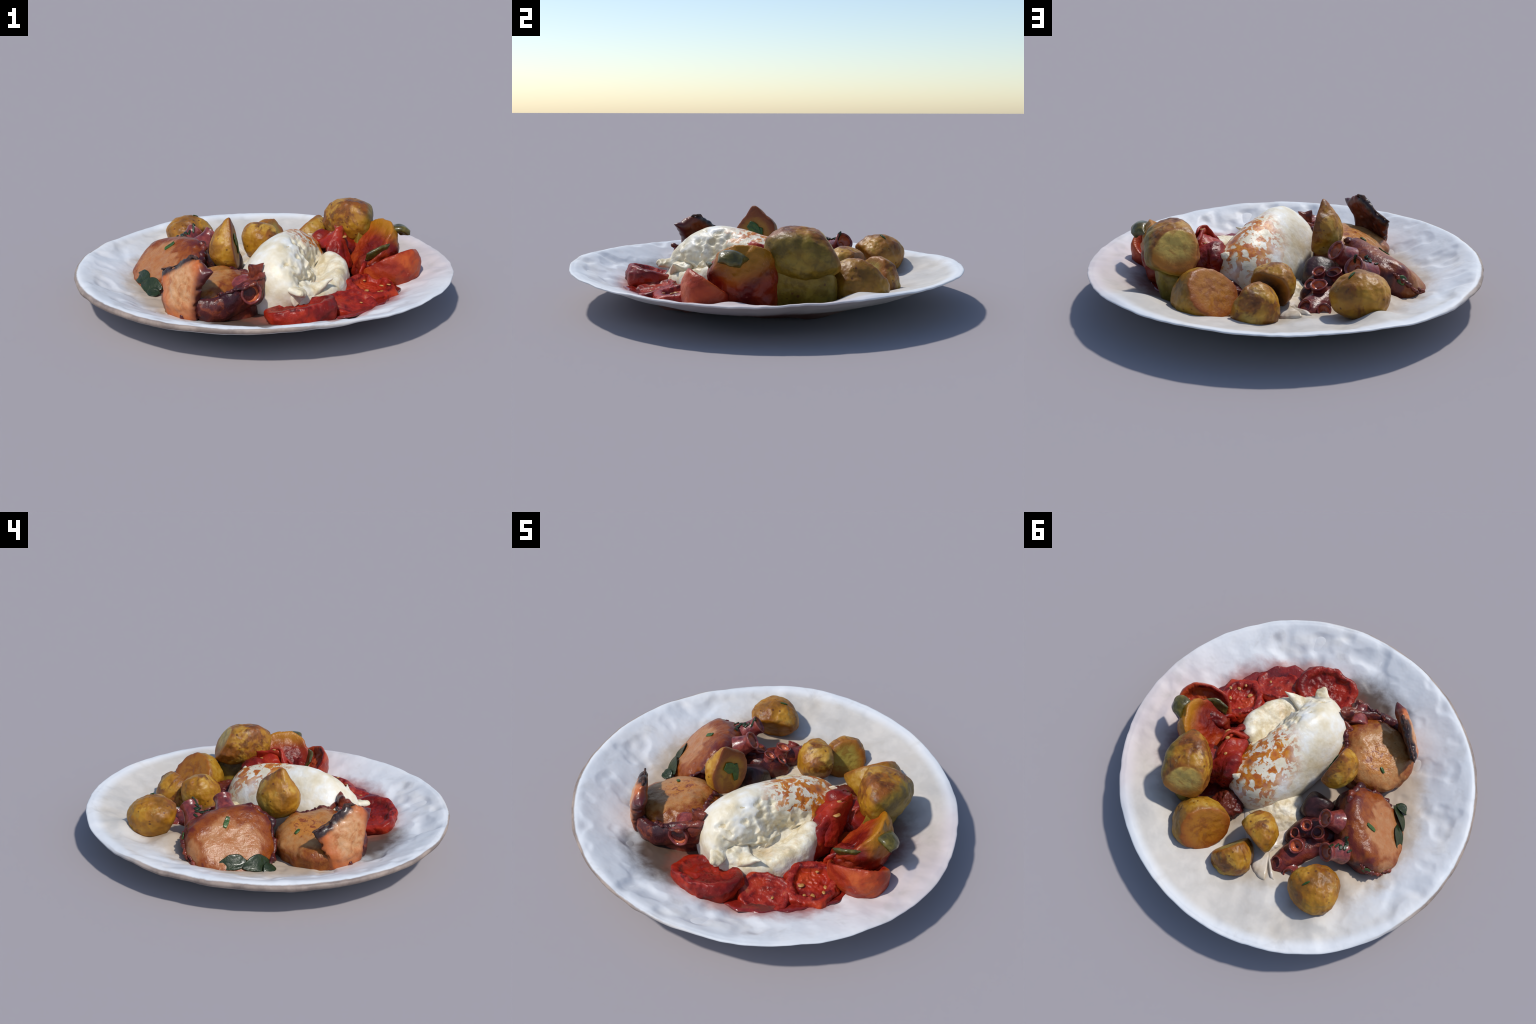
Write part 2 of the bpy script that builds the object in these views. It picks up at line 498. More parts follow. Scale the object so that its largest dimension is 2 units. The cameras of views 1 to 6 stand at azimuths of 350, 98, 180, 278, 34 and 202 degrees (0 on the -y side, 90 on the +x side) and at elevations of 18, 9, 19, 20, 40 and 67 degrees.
def build_plate():
    n = 540
    th = np.linspace(0, 2 * np.pi, n, endpoint=False)
    tx = np.stack([np.cos(th), np.sin(th), 0 * th], -1)
    rough = 0.006 * fbm(tx * 6, 3, 3) + 0.005 * np.minimum(0, vnoise(tx * 13, 8) + .35)
    zr = 0.007 * fbm(tx * 7 + 5, 12, 3)
    R = rim_radius(th) + rough - 0.002
    rows = []
    qs = np.concatenate([np.linspace(0.002, 0.45, 26), np.linspace(0.46, 0.985, 84)])
    for q in qs:
        x, y = R * q * np.cos(th), R * q * np.sin(th)
        P = np.stack([x, y, 0 * x], -1)
        z = plate_top(x, y) + zr * q ** 6
        k = np.clip((q - 0.48) / 0.12, 0, 1) * np.clip((1.0 - q) / 0.06, 0, 1)
        hammer = np.minimum(0, fbm(P * 8.5 + 2.2, 21, 2) + 0.10) * 0.036 + 0.004 * vnoise(P * 15, 33) + 0.012 * fbm(P * 3.5, 5, 2)
        side = 0.6 + 0.4 * np.clip(-(x * .5 + y * .8), -1, 1)          # the dents are deepest at the front left
        rows.append(np.stack([x, y, z + hammer * k * side], -1))
    lip = [(0.994, 0.004), (1.0, 0.000), (1.002, -0.008), (0.998, -0.020), (0.985, -0.030), (0.965, -0.036)]
    hz = rim_height(th) + zr - rim_drop(th)
    for q, dz in lip:
        thick = 0.38 + 0.55 * np.clip(-(np.cos(th) * .9 + np.sin(th) * .6) + .1, 0, 1)
        rows.append(np.stack([R * q * np.cos(th), R * q * np.sin(th), hz + dz * thick], -1))
    under = [(0.90, .140), (0.82, .106), (0.74, .080), (0.66, .058), (0.59, .046), (0.52, .039), (0.46, .036), (0.40, .035), (0.34, .035), (0.27, .035), (0.2, .035), (0.1, .035), (0.004, .035)]
    for q, z in under:
        zz = z + (hz - 0.186) * np.clip((q - 0.5) / 0.5, 0, 1)
        P = np.stack([R * q * np.cos(th), R * q * np.sin(th), zz], -1)
        P[:, 2] += 0.006 * np.abs(fbm(P * 5, 9, 2)) * (q > 0.5)
        for bx, by, wx, wy, h in [(.36, .16, .13, .24, .050), (-.18, -.52, .15, .10, .062), (.33, -.36, .10, .12, .052)]:   # lumps the plate stands on
            P[:, 2] -= h * np.exp(-((P[:, 0] - bx) / wx) ** 4 - ((P[:, 1] - by) / wy) ** 4)
        P[:, 2] = np.maximum(P[:, 2], 0)
        rows.append(P)
    V = np.stack(rows)
    m = len(V)
    idx = np.arange(m * n).reshape(m, n)
    nx = np.roll(idx, -1, 1)
    F = np.stack([idx[:-1], nx[:-1], nx[1:], idx[1:]], -1).reshape(-1, 4)
    F = F.tolist()
    V = V.reshape(-1, 3)
    F.append(idx[0][::-1].tolist())
    F.append(idx[-1].tolist())
    F = [f[::-1] for f in F]
    m = Mat("glazed_white_ceramic")
    big = m.noise(3.2, 3, 0.6, 0.4)
    mid = m.noise(9, 4, 0.6, 0.3)
    col = m.ramp(big, [(0.3, lin(214, 217, 220)), (0.6, lin(224, 224, 224)), (0.8, lin(222, 218, 212))])
    pink = m.step(m.math("ADD", m.near((.85, .0, .15), (1, .7, 1)), m.math("MULTIPLY", m.math("SUBTRACT", big, 0.5), 0.4)), 0.1, 0.5, 0.7, 0)  # ceramic tinted pink here for the red reflection of the tomatoes
    col = m.mix(pink, col, lin(200, 180, 178))
    smut = m.step(m.noise(6, 4, 0.6, 0.5, m.shift((4, 2, 1))), 0.55, 0.78)
    col = m.mix(m.math("MULTIPLY", smut, 0.4), col, lin(170, 164, 156))
    # cooking juices and one dark brown patch on the well of the plate
    def juice(col, p, st, lo, hi, c, k):
        d = m.math("ADD", m.near(p, st), m.math("MULTIPLY", m.math("SUBTRACT", mid, 0.5), 0.16))
        return m.mix(m.step(d, lo, hi, k, 0), col, lin(*c))
    col = juice(col, (-.3, .05, .03), (1, .75, 1), .36, .50, (176, 150, 118), .8)
    col = juice(col, (-.16, -.5, .03), (.9, 1, 1), .17, .34, (74, 50, 32), .95)  # dark brown patch below the front of the second octopus piece
    col = juice(col, (.15, -.56, .04), (.8, 1.4, 1), .16, .30, (170, 96, 80), .8)
    col = juice(col, (.42, -.38, .04), (1, 1, 1), .16, .29, (150, 62, 50), .85)
    col = juice(col, (.42, .10, .04), (1, 1, 1), .28, .42, (110, 28, 22), .95)
    col = juice(col, (.05, .40, .03), (1, 1, 1), .20, .34, (196, 178, 150), .7)
    # mottled brown band along the outer edge
    sep = m.node("ShaderNodeCombineXYZ")
    xyz = m.node("ShaderNodeSeparateXYZ")
    m.put(xyz.inputs[0], m.co)
    m.put(sep.inputs[0], xyz.outputs[0])
    m.put(sep.inputs[1], xyz.outputs[1])
    ln = m.node("ShaderNodeVectorMath", operation="LENGTH")
    m.put(ln.inputs[0], sep.outputs[0])
    edge = m.math("ADD", ln.outputs["Value"], m.math("MULTIPLY", m.math("SUBTRACT", mid, .5), .018))
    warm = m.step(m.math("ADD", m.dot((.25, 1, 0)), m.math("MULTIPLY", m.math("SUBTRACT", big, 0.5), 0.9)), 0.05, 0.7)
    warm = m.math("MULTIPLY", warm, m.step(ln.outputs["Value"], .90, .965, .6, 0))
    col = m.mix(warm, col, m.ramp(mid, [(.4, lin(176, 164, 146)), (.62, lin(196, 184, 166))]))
    brown_lip = m.math("MULTIPLY", m.step(edge, .979, .988), m.step(m.dot((-.85, -.5, 0)), .1, .6, .0, .85))
    col = m.mix(brown_lip, col, m.ramp(mid, [(.4, lin(104, 78, 60)), (.6, lin(150, 126, 108))]))
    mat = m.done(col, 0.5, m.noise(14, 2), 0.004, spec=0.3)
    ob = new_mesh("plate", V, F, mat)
    tag(ob, "round white hammered ceramic plate with an uneven rim", "plate")
    return ob

build_plate()

# ------------------------------------------------------------------ potatoes
def potato(center, radii, R=None, cuts=(), seed=0, label="", brown=0.5, spikes=(), lumps=0.05, green=0.0,
           flesh=(196, 165, 70), edge=(172, 104, 22), power=2.1, face_r=0.12, fine=0.008, olive=None):
    V, F, c = blob(radii, R, cuts, seed, 6, lumps, 2.0, fine, 8.0, spikes, power, 16, 7)
    V = V + unit(V) * (.0035 * ridge(V * 16 + seed, seed + 9) + .002 * fbm(V * 45, seed + 2, 2))[:, None] * (1 - .7 * c)[:, None]
    mat = potato_material("roasted_potato", cuts[0] if cuts else None, seed * 1.37, brown, flesh, edge, green, face_r, olive)
    top = thing("potato", label, "potato", center)
    if cuts:
        split_regions(V, F, (c > 0.5).astype(float), ("skin", "cut_face"), (mat, mat), center, top)
    else:
        new_mesh("skin", V, F, mat, center, top)
    return top

P5 = potato((-.337, .566, .180), (.138, .146, .108), None, [((.35, -.75, -.40), .082)], 1,
       "whole small roasted golden potato with brown specks", .45, spikes=[((-.05, .15, 1), .5, .010)], edge=(150, 92, 14), flesh=(160, 106, 20), lumps=.08)
P1 = potato((.548, .258, .322), (.190, .132, .116), rot_axes((-.12, 1, -.10)), [((-.25, .80, .45), .108)], 2,
       "large half potato with pale yellow cut face", .85, lumps=.07, face_r=.13, power=2.6, olive=(.9, -.1, -.3), flesh=(196, 160, 78))
P2 = potato((.372, .476, .164), (.162, .155, .130), None, [((-.60, .45, .58), .058)], 3,
       "half roasted potato with orange browned cut face", .3, flesh=(166, 104, 24), edge=(140, 70, 12), face_r=.16, green=.2, lumps=.08)
P3 = potato((.054, .401, .180), (.108, .122, .110), None, [((.45, .80, -.25), .050)], 4,
       "small half potato with dark seared cut face", .6, flesh=(56, 30, 12), edge=(150, 92, 24), face_r=.12, lumps=.08)
P4 = potato((.138, .556, .134), (.124, .120, .118), None, [((.66, -.62, .38), .052)], 5,
       "small browned half potato standing on its side", .85, flesh=(166, 148, 66), edge=(158, 96, 24), lumps=.1)
P6 = potato((-.196, -.078, .292), (.108, .116, .126), None, [((.93, -.22, .16), .038)], 6,
       "half potato standing upright with a pointed tip", .5, spikes=[((-.02, -.08, 1), .24, .040)], flesh=(156, 106, 22), edge=(128, 62, 14), lumps=.06)

# the drooping olive coloured side of the big potato, sloping down to the plate
V, F, _ = blob((.165, .115, .215), rot_axes((-.12, 1, 0)), [((.9, .05, -.35), .114), ((-.95, -.1, .2), .012), ((-.25, .45, .9), .085)], 12, 6, .05, 1.6, .006, 4, (), 2.6)
new_mesh("skin", V, F, potato_material("olive_skin", None, 3.3, .15, green=.8), (.526, .235, .200), P1)

# ------------------------------------------------------------------ burrata
def build_burrata():
    u = np.array([.436, .90, 0])
    w = np.array([.90, -.436, 0])
    c = np.array([.108, -.105, .10])
    R = rot_axes(u + np.array([0, 0, -.13]))
    cutn = unit(w * .84 + np.array([0, 0, .54]) + u * -.05)
    D, F = ico(7)
    L = D @ R
    A = np.abs(L / np.array([.395, .218, .265]))
    pw = 1.62                               # tent-like cross-section: narrow crest, spreading foot
    r = (A[:, 0] ** 2.8 + (A[:, 1] ** pw + A[:, 2] ** pw) ** (2.8 / pw)) ** (-1 / 2.8)
    r = r * (1 + .03 * fbm(D * 2 + 4, 31, 2))
    for d, wd, h in [((.259, .271, .15), .12, .045), ((-.05, -.35, .12), .25, .03)]:
        r = r + h * np.exp(-((1 - D @ unit(d)) * 2) / wd ** 2)
    dist = .188
    cc = np.maximum(D @ cutn, 1e-3)
    flat = dist / cc
    Pf = D * np.minimum(flat, 1)[:, None]
    # curds on the torn side: ragged layers
    rag = .034 * fbm(Pf * np.array([12, 12, 20]), 41, 3) + .022 * ridge(Pf * 15 + 3, 43) - .012
    hollow = np.exp(-(((Pf - np.array([.15, -.07, .06])) / np.array([.12, .16, .075])) ** 2).sum(1))
    flat = (dist + .012 + rag - .055 * hollow) / cc
    b = 26
    inv = r ** -b + flat ** -b
    rr = inv ** (-1 / b)
    torn = 1 - r ** -b / inv
    V = D * rr[:, None]
    V = V * (1 + .004 * fbm(V * 30, 5, 3) * (1 - torn))[:, None]
    top = thing("burrata", "torn creamy white burrata cheese with browned oil spots", "cheese", tuple(c))
    # outer skin
    m = Mat("cheese_skin")
    g = m.noise(8, 3, 0.6)
    col = m.ramp(g, [(0.36, lin(216, 200, 166)), (0.52, lin(230, 220, 198)), (0.64, lin(236, 233, 224))])
    fr = m.noise(16, 5, 0.65, 0.6)
    zone = m.math("ADD", m.near((.10, .16, .20), (1, .8, .6)), m.math("MULTIPLY", m.math("SUBTRACT", g, .5), .2))
    oil = m.math("MULTIPLY", m.step(zone, .11, .26, 1, 0), m.step(m.math("ADD", fr, m.math("MULTIPLY", m.math("SUBTRACT", m.noise(34, 3), .5), .30)), .465, .52))
    col = m.mix(m.math("MULTIPLY", oil, .97), col, m.ramp(m.noise(30, 3), [(.4, lin(176, 82, 0)), (.62, lin(206, 128, 10))]))
    for p, rad in [((.165, .075, .235), .045), ((.160, .195, .205), .042), ((.165, .275, .155), .036), ((.06, .27, .17), .03), ((.10, .14, .24), .02)]:
        q = m.math("ADD", m.near(p), m.math("MULTIPLY", m.math("SUBTRACT", fr, .5), .05))
        col = m.mix(m.step(q, rad * .55, rad * 1.05, .92, 0), col, m.mix(m.step(q, 0, rad * .7), lin(122, 48, 8), lin(196, 104, 8)))
    dots = m.step(m.voronoi(22), 0.0, 0.09, 1, 0)
    col = m.mix(m.math("MULTIPLY", dots, m.step(m.noise(5), .45, .6, 0, .7)), col, lin(150, 100, 50))
    skin = m.done(col, .42, m.math("ADD", m.noise(35, 3), m.noise(10, 3)), .003, spec=.35)
    m = Mat("cream_curd")
    g = m.noise(13, 4, .6, .4)
    col = m.ramp(g, [(.36, lin(206, 188, 150)), (.5, lin(224, 212, 184)), (.66, lin(234, 228, 210))])
    st = m.math("MULTIPLY", m.step(m.noise(7, 3, .6, .4, m.shift((3, 1, 6))), .58, .74), .4)
    col = m.mix(st, col, lin(208, 164, 98))
    curd = m.done(col, .42, m.math("ADD", m.noise(40, 4), m.noise(15, 3)), .005, sss=.15, sss_r=(1, .8, .5))
    split_regions(V, F, torn, ("cheese_skin", "torn_curd"), (skin, curd), tuple(c), top)
    # opened flap that forms a bowl on the near side
    G = [[(.22, -.01, .18), (.27, -.04, .15), (.330, -.05, .205), (.345, -.04, .06)],
         [(.20, -.12, .16), (.27, -.15, .14), (.375, -.16, .205), (.400, -.16, .05)],
         [(.17, -.22, .15), (.25, -.25, .13), (.355, -.27, .190), (.380, -.28, .05)],
         [(.14, -.32, .15), (.20, -.34, .12), (.265, -.39, .145), (.285, -.41, .05)],
         [(.08, -.40, .16), (.13, -.43, .13), (.165, -.46, .120), (.18, -.48, .05)],
         [(.01, -.43, .15), (.05, -.47, .13), (.075, -.49, .12), (.08, -.50, .05)]]
    A = np.array(G) - c
    V, F = sheet(A, .055, 90, 110, 8, .016, 12, .10, .016)
    ob = new_mesh("cream_flap", V, F, curd, tuple(c), top)
    # cream that slumped out at the back
    V, F, _ = blob((.185, .190, .105), rot_axes((-.5, 1, -.2)), (), 17, 6, .10, 2.0, .008, 6, (), 1.7)
    new_mesh("spilled_cream", V, F, curd, (.045, .215, .035), top)
    # lips of skin hanging over the tear, drawn out to points
    lips = [([[(.11, -.33, .20), (.06, -.38, .20), (-.01, -.43, .20)], [(.19, -.38, .175), (.11, -.44, .165), (.02, -.48, .16)],
              [(.272, -.425, .215), (.18, -.465, .135), (.06, -.51, .11)]], .045),
            ([[(-.03, -.43, .20), (.04, -.45, .20), (.10, -.44, .18)], [(.03, -.50, .19), (.07, -.505, .19), (.11, -.49, .165)],
              [(.080, -.565, .192), (.092, -.56, .185), (.105, -.545, .165)]], .035),
            ([[(.23, .10, .25), (.21, .15, .24), (.20, .20, .20)], [(.27, .145, .255), (.265, .17, .245), (.25, .20, .20)],
              [(.325, .185, .262), (.320, .190, .255), (.315, .195, .245)]], .03)]
    for P, tk in lips:
        V, F = sheet(np.array(P) - c, tk, 60, 60, 3, .014, 17, .25, .012)
        new_mesh("cheese_skin", V, F, curd, tuple(c), top)
    return top
build_burrata()

# milk that ran out on the plate
def puddle(name, label, category, outline, lift, mat, seed):
    """a thin film of liquid lying on the plate inside a smooth closed outline"""
    O = np.asarray(outline, float)
    c = O.mean(0)
    n = 160
    cl = catmull(np.concatenate([O[-1:], O, O[:2]]), np.linspace(0, 1, 400))
    ang = np.arctan2(cl[:, 1] - c[1], cl[:, 0] - c[0])
    rad = np.hypot(cl[:, 1] - c[1], cl[:, 0] - c[0])
    o = np.argsort(ang)
    th = np.linspace(-np.pi, np.pi, n, endpoint=False)
    R = np.interp(th, ang[o], rad[o], period=2 * np.pi)
    R = R * (1 + .10 * fbm(np.stack([np.cos(th) * 2, np.sin(th) * 2, 0 * th + seed], -1) * 2, seed, 3))
    rows = []
    qs = np.linspace(.01, 1, 34)
    for q in qs:
        x, y = c[0] + R * q * np.cos(th), c[1] + R * q * np.sin(th)
        P = np.stack([x, y, 0 * x], -1)
        z = plate_top(x, y) + lift * (1 - q ** 6) + .006 * fbm(P * 12, seed + 2, 2) * (1 - q ** 4) - .004 * (q > .97)
        rows.append(np.stack([x, y, z], -1))
    V = np.stack(rows)
    bot = V[::-1] * 1.0
    bot[..., 2] = plate_top(bot[..., 0], bot[..., 1]) - .010
    V = np.concatenate([V, bot])
    m = len(V)
    idx = np.arange(m * n).reshape(m, n)
    nx = np.roll(idx, -1, 1)
    F = np.stack([idx[:-1], idx[1:], nx[1:], nx[:-1]], -1).reshape(-1, 4).tolist()
    F.append(idx[0].tolist())
    F.append(idx[-1][::-1].tolist())
    F = [f[::-1] for f in F]
    ob = new_mesh(name, V.reshape(-1, 3), F, mat)
    return tag(ob, label, category)

m = Mat("milky_whey")
milk = m.done(m.ramp(m.noise(9, 3), [(.35, lin(206, 188, 160)), (.65, lin(226, 216, 204))]), .25, m.noise(16, 3), .006, coat=.3)
puddle("milk_puddle", "thin puddle of creamy milk on the plate", "sauce",
       [(.2, .25), (-.03, .18), (-.10, .25), (-.07, .38), (-.03, .46), (-.06, .55), (-.12, .60), (.0, .60), (.06, .52), (.14, .40)], .022, milk, 4)
m = Mat("tomato_juice")
juice_mat = m.done(m.ramp(m.noise(10, 4, .6, .5), [(.35, lin(86, 18, 14)), (.6, lin(136, 32, 22)), (.8, lin(160, 60, 40))]), .22, m.noise(25, 4), .006, coat=.5)
puddle("tomato_juice", "thin red tomato juice pooled on the plate", "sauce",
       [(.0, -.62), (.2, -.64), (.38, -.62), (.54, -.48), (.66, -.30), (.66, -.05), (.66, .10), (.50, .36), (.28, .36), (.22, .1), (.2, -.3)], .006, juice_mat, 6)

# ------------------------------------------------------------------ octopus
SK = sucker_material("octopus_sucker_skin")
CUP = cup_material("octopus_sucker_cup")

def sucker(parent, p, axis, R, depth, seed=0):
    """a sucker: a stalk that flares to a thick rim, with a hollow cup inside"""
    a = unit(axis)
    rim = [(0.001, -depth), (R * 1.35, -depth), (R * 1.12, -depth * .6), (R * .93, -depth * .25), (R * 1.02, -R * .10), (R * 1.03, R * .05), (R * .92, R * .10), (R * .80, 0.0), (R * .76, -R * .12)]
    V, F = lathe(rim, a, 56, R * .10, seed)
    ob = new_mesh("sucker", V, F, SK, tuple(p), parent)
    cup = [(R * .79, -R * .03), (R * .70, -R * .30), (R * .48, -R * .52), (R * .30, -R * .58), (R * .22, -R * .74), (.001, -R * .80)]
    V, F = lathe(cup, a, 48, R * .05, seed + 1)
    new_mesh("sucker_cup", V, F, CUP, tuple(p), parent)

def octopus_piece(center, radii, R, cuts, seed, label, exposed, lumps=.05, power=2.3, fine=.008, bite=12, spikes=(), sear=(), **kw):
    V, F, c = blob(radii, R, cuts, seed, 6, lumps, 2.2, fine, 8, spikes, power, bite)
    mat = octopus_material("grilled_octopus", exposed, seed * 1.9, sear=sear, **kw)
    top = thing("octopus_piece", label, "octopus", center)
    n, d = exposed[0][0], exposed[0][1]
    mask = ((V @ unit(n)) > d - .03).astype(float)
    split_regions(V, F, mask, ("tentacle_skin", "flesh"), (mat, mat), center, top)
    return top

n1 = unit((-.60, -.28, .75))
O1 = octopus_piece((-.440, .155, .120), (.240, .305, .205), rot_axes((-.30, 1, 0)),
                   [(n1, .130), ((.45, .88, -.25), .170), ((-.75, .62, .05), .280), ((.88, .30, .25), .150), ((.10, .30, .95), .174)], 21,
                   "thick grilled octopus slice with purple suckers", [(n1, .118, n1 * .12 + np.array([-.04, -.03, -.04]), .165), ((-.75, .62, .05), .270, unit((-.75, .62, .05)) * .270, .09)], tops=[((-.15, -.05, .98), .11)], lumps=.13, bite=7, fine=.02)
sucker(O1, (-.245, .215, .285), (.70, .35, .60), .050, .12, 1)
sucker(O1, (-.320, .378, .258), (.62, .52, .58), .050, .12, 2)
O2 = octopus_piece((-.320, -.315, .078), (.235, .238, .192), rot_axes((-.35, 1, 0)), [((-.1, -.95, .1), .20), ((-.28, .05, 1), .152)], 23,
                   "pale domed slice of grilled octopus tentacle", [((-.25, .15, .95), .02, (-.06, .04, .14), .20)], power=2.2, lumps=.10, bite=8,
                   sear=[((-.05, .06, .15), .12)], flesh=(176, 126, 76), glaze=(146, 84, 30))
# front skin band of the second piece with the large sucker
c2 = np.array([-.320, -.315, .078])
band = np.array([
    [(-.43, -.50, .20), (-.43, -.52, .15), (-.42, -.52, .10), (-.40, -.50, .07)],
    [(-.36, -.50, .17), (-.36, -.53, .14), (-.35, -.53, .10), (-.34, -.50, .07)],
    [(-.29, -.50, .19), (-.28, -.53, .16), (-.28, -.53, .11), (-.28, -.50, .08)],
    [(-.21, -.47, .22), (-.20, -.50, .19), (-.20, -.50, .14), (-.21, -.47, .10)],
    [(-.13, -.43, .25), (-.12, -.46, .21), (-.12, -.46, .15), (-.14, -.43, .11)],
    [(-.07, -.38, .26), (-.07, -.40, .21), (-.07, -.40, .15), (-.08, -.38, .12)]])
skinmat = octopus_material("octopus_skin", [], 5.5)
V, F = sheet(band - c2, .06, 50, 80, 3, .012, 16, .2, .012)
new_mesh("tentacle_skin", V, F, skinmat, tuple(c2), O2)
V, F = sheet(np.array([[(-.15, -.42, .31), (-.15, -.42, .25), (-.15, -.43, .2)], [(-.11, -.41, .30), (-.11, -.41, .25), (-.11, -.42, .2)], [(-.07, -.40, .305), (-.085, -.40, .25), (-.08, -.41, .2)]]) - c2, .04, 30, 30, 5, .006, 20, .25, .01)
new_mesh("tentacle_skin", V, F, skinmat, tuple(c2), O2)
sucker(O2, (-.155, -.525, .195), (.20, -.93, .12), .052, .12, 3)
sucker(O2, (-.285, -.53, .165), (-.05, -.85, .50), .040, .05, 4)

# upright charred strip
slab = np.array([
    [(-.565, -.300, .270), (-.560, -.330, .205), (-.555, -.365, .13), (-.53, -.39, .05)],
    [(-.485, -.385, .310), (-.510, -.415, .23), (-.515, -.43, .15), (-.50, -.44, .05)],
    [(-.425, -.455, .368), (-.455, -.480, .27), (-.465, -.48, .17), (-.45, -.485, .05)],
    [(-.345, -.565, .325), (-.385, -.545, .26), (-.410, -.53, .18), (-.395, -.515, .08)]])
c3 = np.array([-.47, -.44, .05])
V, F = sheet(slab - c3, [.045, .05, .06, .08], 90, 90, 13, .016, 12, .14, .026)
m = Mat("charred_octopus_strip")
big = m.noise(8, 3, .6, .5)
mid = m.noise(26, 4, .65, .4)
outer = m.dot((-.77, -.60, .15))
flesh = m.ramp(mid, [(.36, lin(178, 108, 60)), (.5, lin(196, 140, 92)), (.66, lin(204, 156, 114))])
flesh = m.mix(m.step(m.near((-.0, -.02, .18), (1, 1, .75)), .06, .14), flesh, lin(186, 96, 40))
flesh = m.mix(m.step(m.near((-.0, -.02, .18), (1, 1, .75)), .13, .19), flesh, lin(96, 36, 34))
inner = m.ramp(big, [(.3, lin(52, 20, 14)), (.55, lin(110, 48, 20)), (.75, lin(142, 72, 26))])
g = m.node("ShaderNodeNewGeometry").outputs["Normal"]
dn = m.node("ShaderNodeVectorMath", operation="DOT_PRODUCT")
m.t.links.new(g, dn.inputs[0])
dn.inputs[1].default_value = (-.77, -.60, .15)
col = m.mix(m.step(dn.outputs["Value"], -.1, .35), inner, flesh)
edge_line = m.math("SUBTRACT", m.dot((.0, .0, 1)), m.math("MULTIPLY", m.dot((.58, -.8, 0)), .62))
col = m.mix(m.step(m.math("ADD", edge_line, m.math("MULTIPLY", m.math("SUBTRACT", mid, .5), .04)), .262, .290), col, lin(50, 30, 26))
col = m.mix(m.step(m.math("ADD", m.dot((.58, -.8, -.1)), m.math("MULTIPLY", m.math("SUBTRACT", mid, .5), .04)), .07, .12), col, lin(86, 30, 30))
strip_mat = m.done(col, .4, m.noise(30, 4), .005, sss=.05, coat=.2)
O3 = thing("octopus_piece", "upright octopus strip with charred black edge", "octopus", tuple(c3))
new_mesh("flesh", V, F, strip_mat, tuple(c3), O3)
V, F = tube(np.array([(-.565, -.295, .268), (-.49, -.382, .310), (-.43, -.450, .370), (-.40, -.49, .368)]) - c3, [.006, .012, .006, .014, .007, .016, .008, .012, .006], 110, 18, .8, 6, 1.2)
mm = Mat("char")
new_mesh("charred_edge", V, F, mm.done(mm.ramp(mm.noise(40, 4), [(.4, lin(38, 26, 24)), (.62, lin(92, 62, 52))]), .6, mm.noise(70, 4), .01, spec=.25), tuple(c3), O3)
V, F, _ = blob((.07, .05, .05), rot_axes((.58, -.8, 0)), (), 31, 5, .2, 3, .02, 8)
new_mesh("tentacle_skin", V, F, skinmat, (-.455, -.455, .075), O3)

# small tentacle tip with suckers
c4 = np.array([-.17, .38, .07])
O4 = thing("octopus_tentacle_tip", "small purple tentacle tip with round suckers", "octopus", tuple(c4))
V, F = tube(np.array([(-.30, .24, .09), (-.23, .30, .085), (-.17, .38, .085), (-.12, .47, .075), (-.10, .53, .055), (-.14, .56, .05)]) - c4, [.06, .075, .075, .062, .045, .02], 70, 40, .8, 5, .12)
new_mesh("tentacle_skin", V, F, octopus_material("tentacle_tip_skin", [], 2.2, skin=(112, 46, 42)), tuple(c4), O4)
V, F = tube(np.array([(-.33, .26, .10), (-.25, .24, .12), (-.18, .25, .12), (-.12, .30, .09), (-.10, .36, .06)]) - c4, [.06, .07, .07, .055, .03], 60, 36, .9, 8, .14)
new_mesh("tentacle_skin", V, F, skinmat, tuple(c4), O4)
sucker(O4, (-.16, .262, .195), (.3, .3, .9), .034, .06, 11)
sucker(O4, (-.115, .315, .150), (.5, .4, .75), .030, .05, 12)
sucker(O4, (-.155, .386, .172), (.15, .30, .94), .040, .09, 6)
sucker(O4, (-.085, .497, .108), (.55, .55, .62), .036, .06, 7)
sucker(O4, (-.235, .275, .195), (.30, .25, .92), .038, .07, 8)
sucker(O4, (-.175, .525, .10), (-.1, .75, .65), .033, .05, 9)

# black olive
m = Mat("olive_skin_purple")
g = m.noise(10, 3, .6, .4)
om = m.done(m.ramp(g, [(.36, lin(30, 14, 16)), (.52, lin(62, 32, 32)), (.68, lin(92, 54, 50))]), .42, m.noise(25, 3), .006)
V, F, _ = blob((.125, .085, .085), rot_axes((.72, .68, -.1)), [((-.3, .4, .8), .075), ((.9, .3, -.1), .10)], 41, 5, .06, 2, .01, 7, (), 2.0, 14, 10, .72)
tag(new_mesh("olive", V, F, om, (-.155, .118, .132)), "shiny dark purple black olive", "olive")

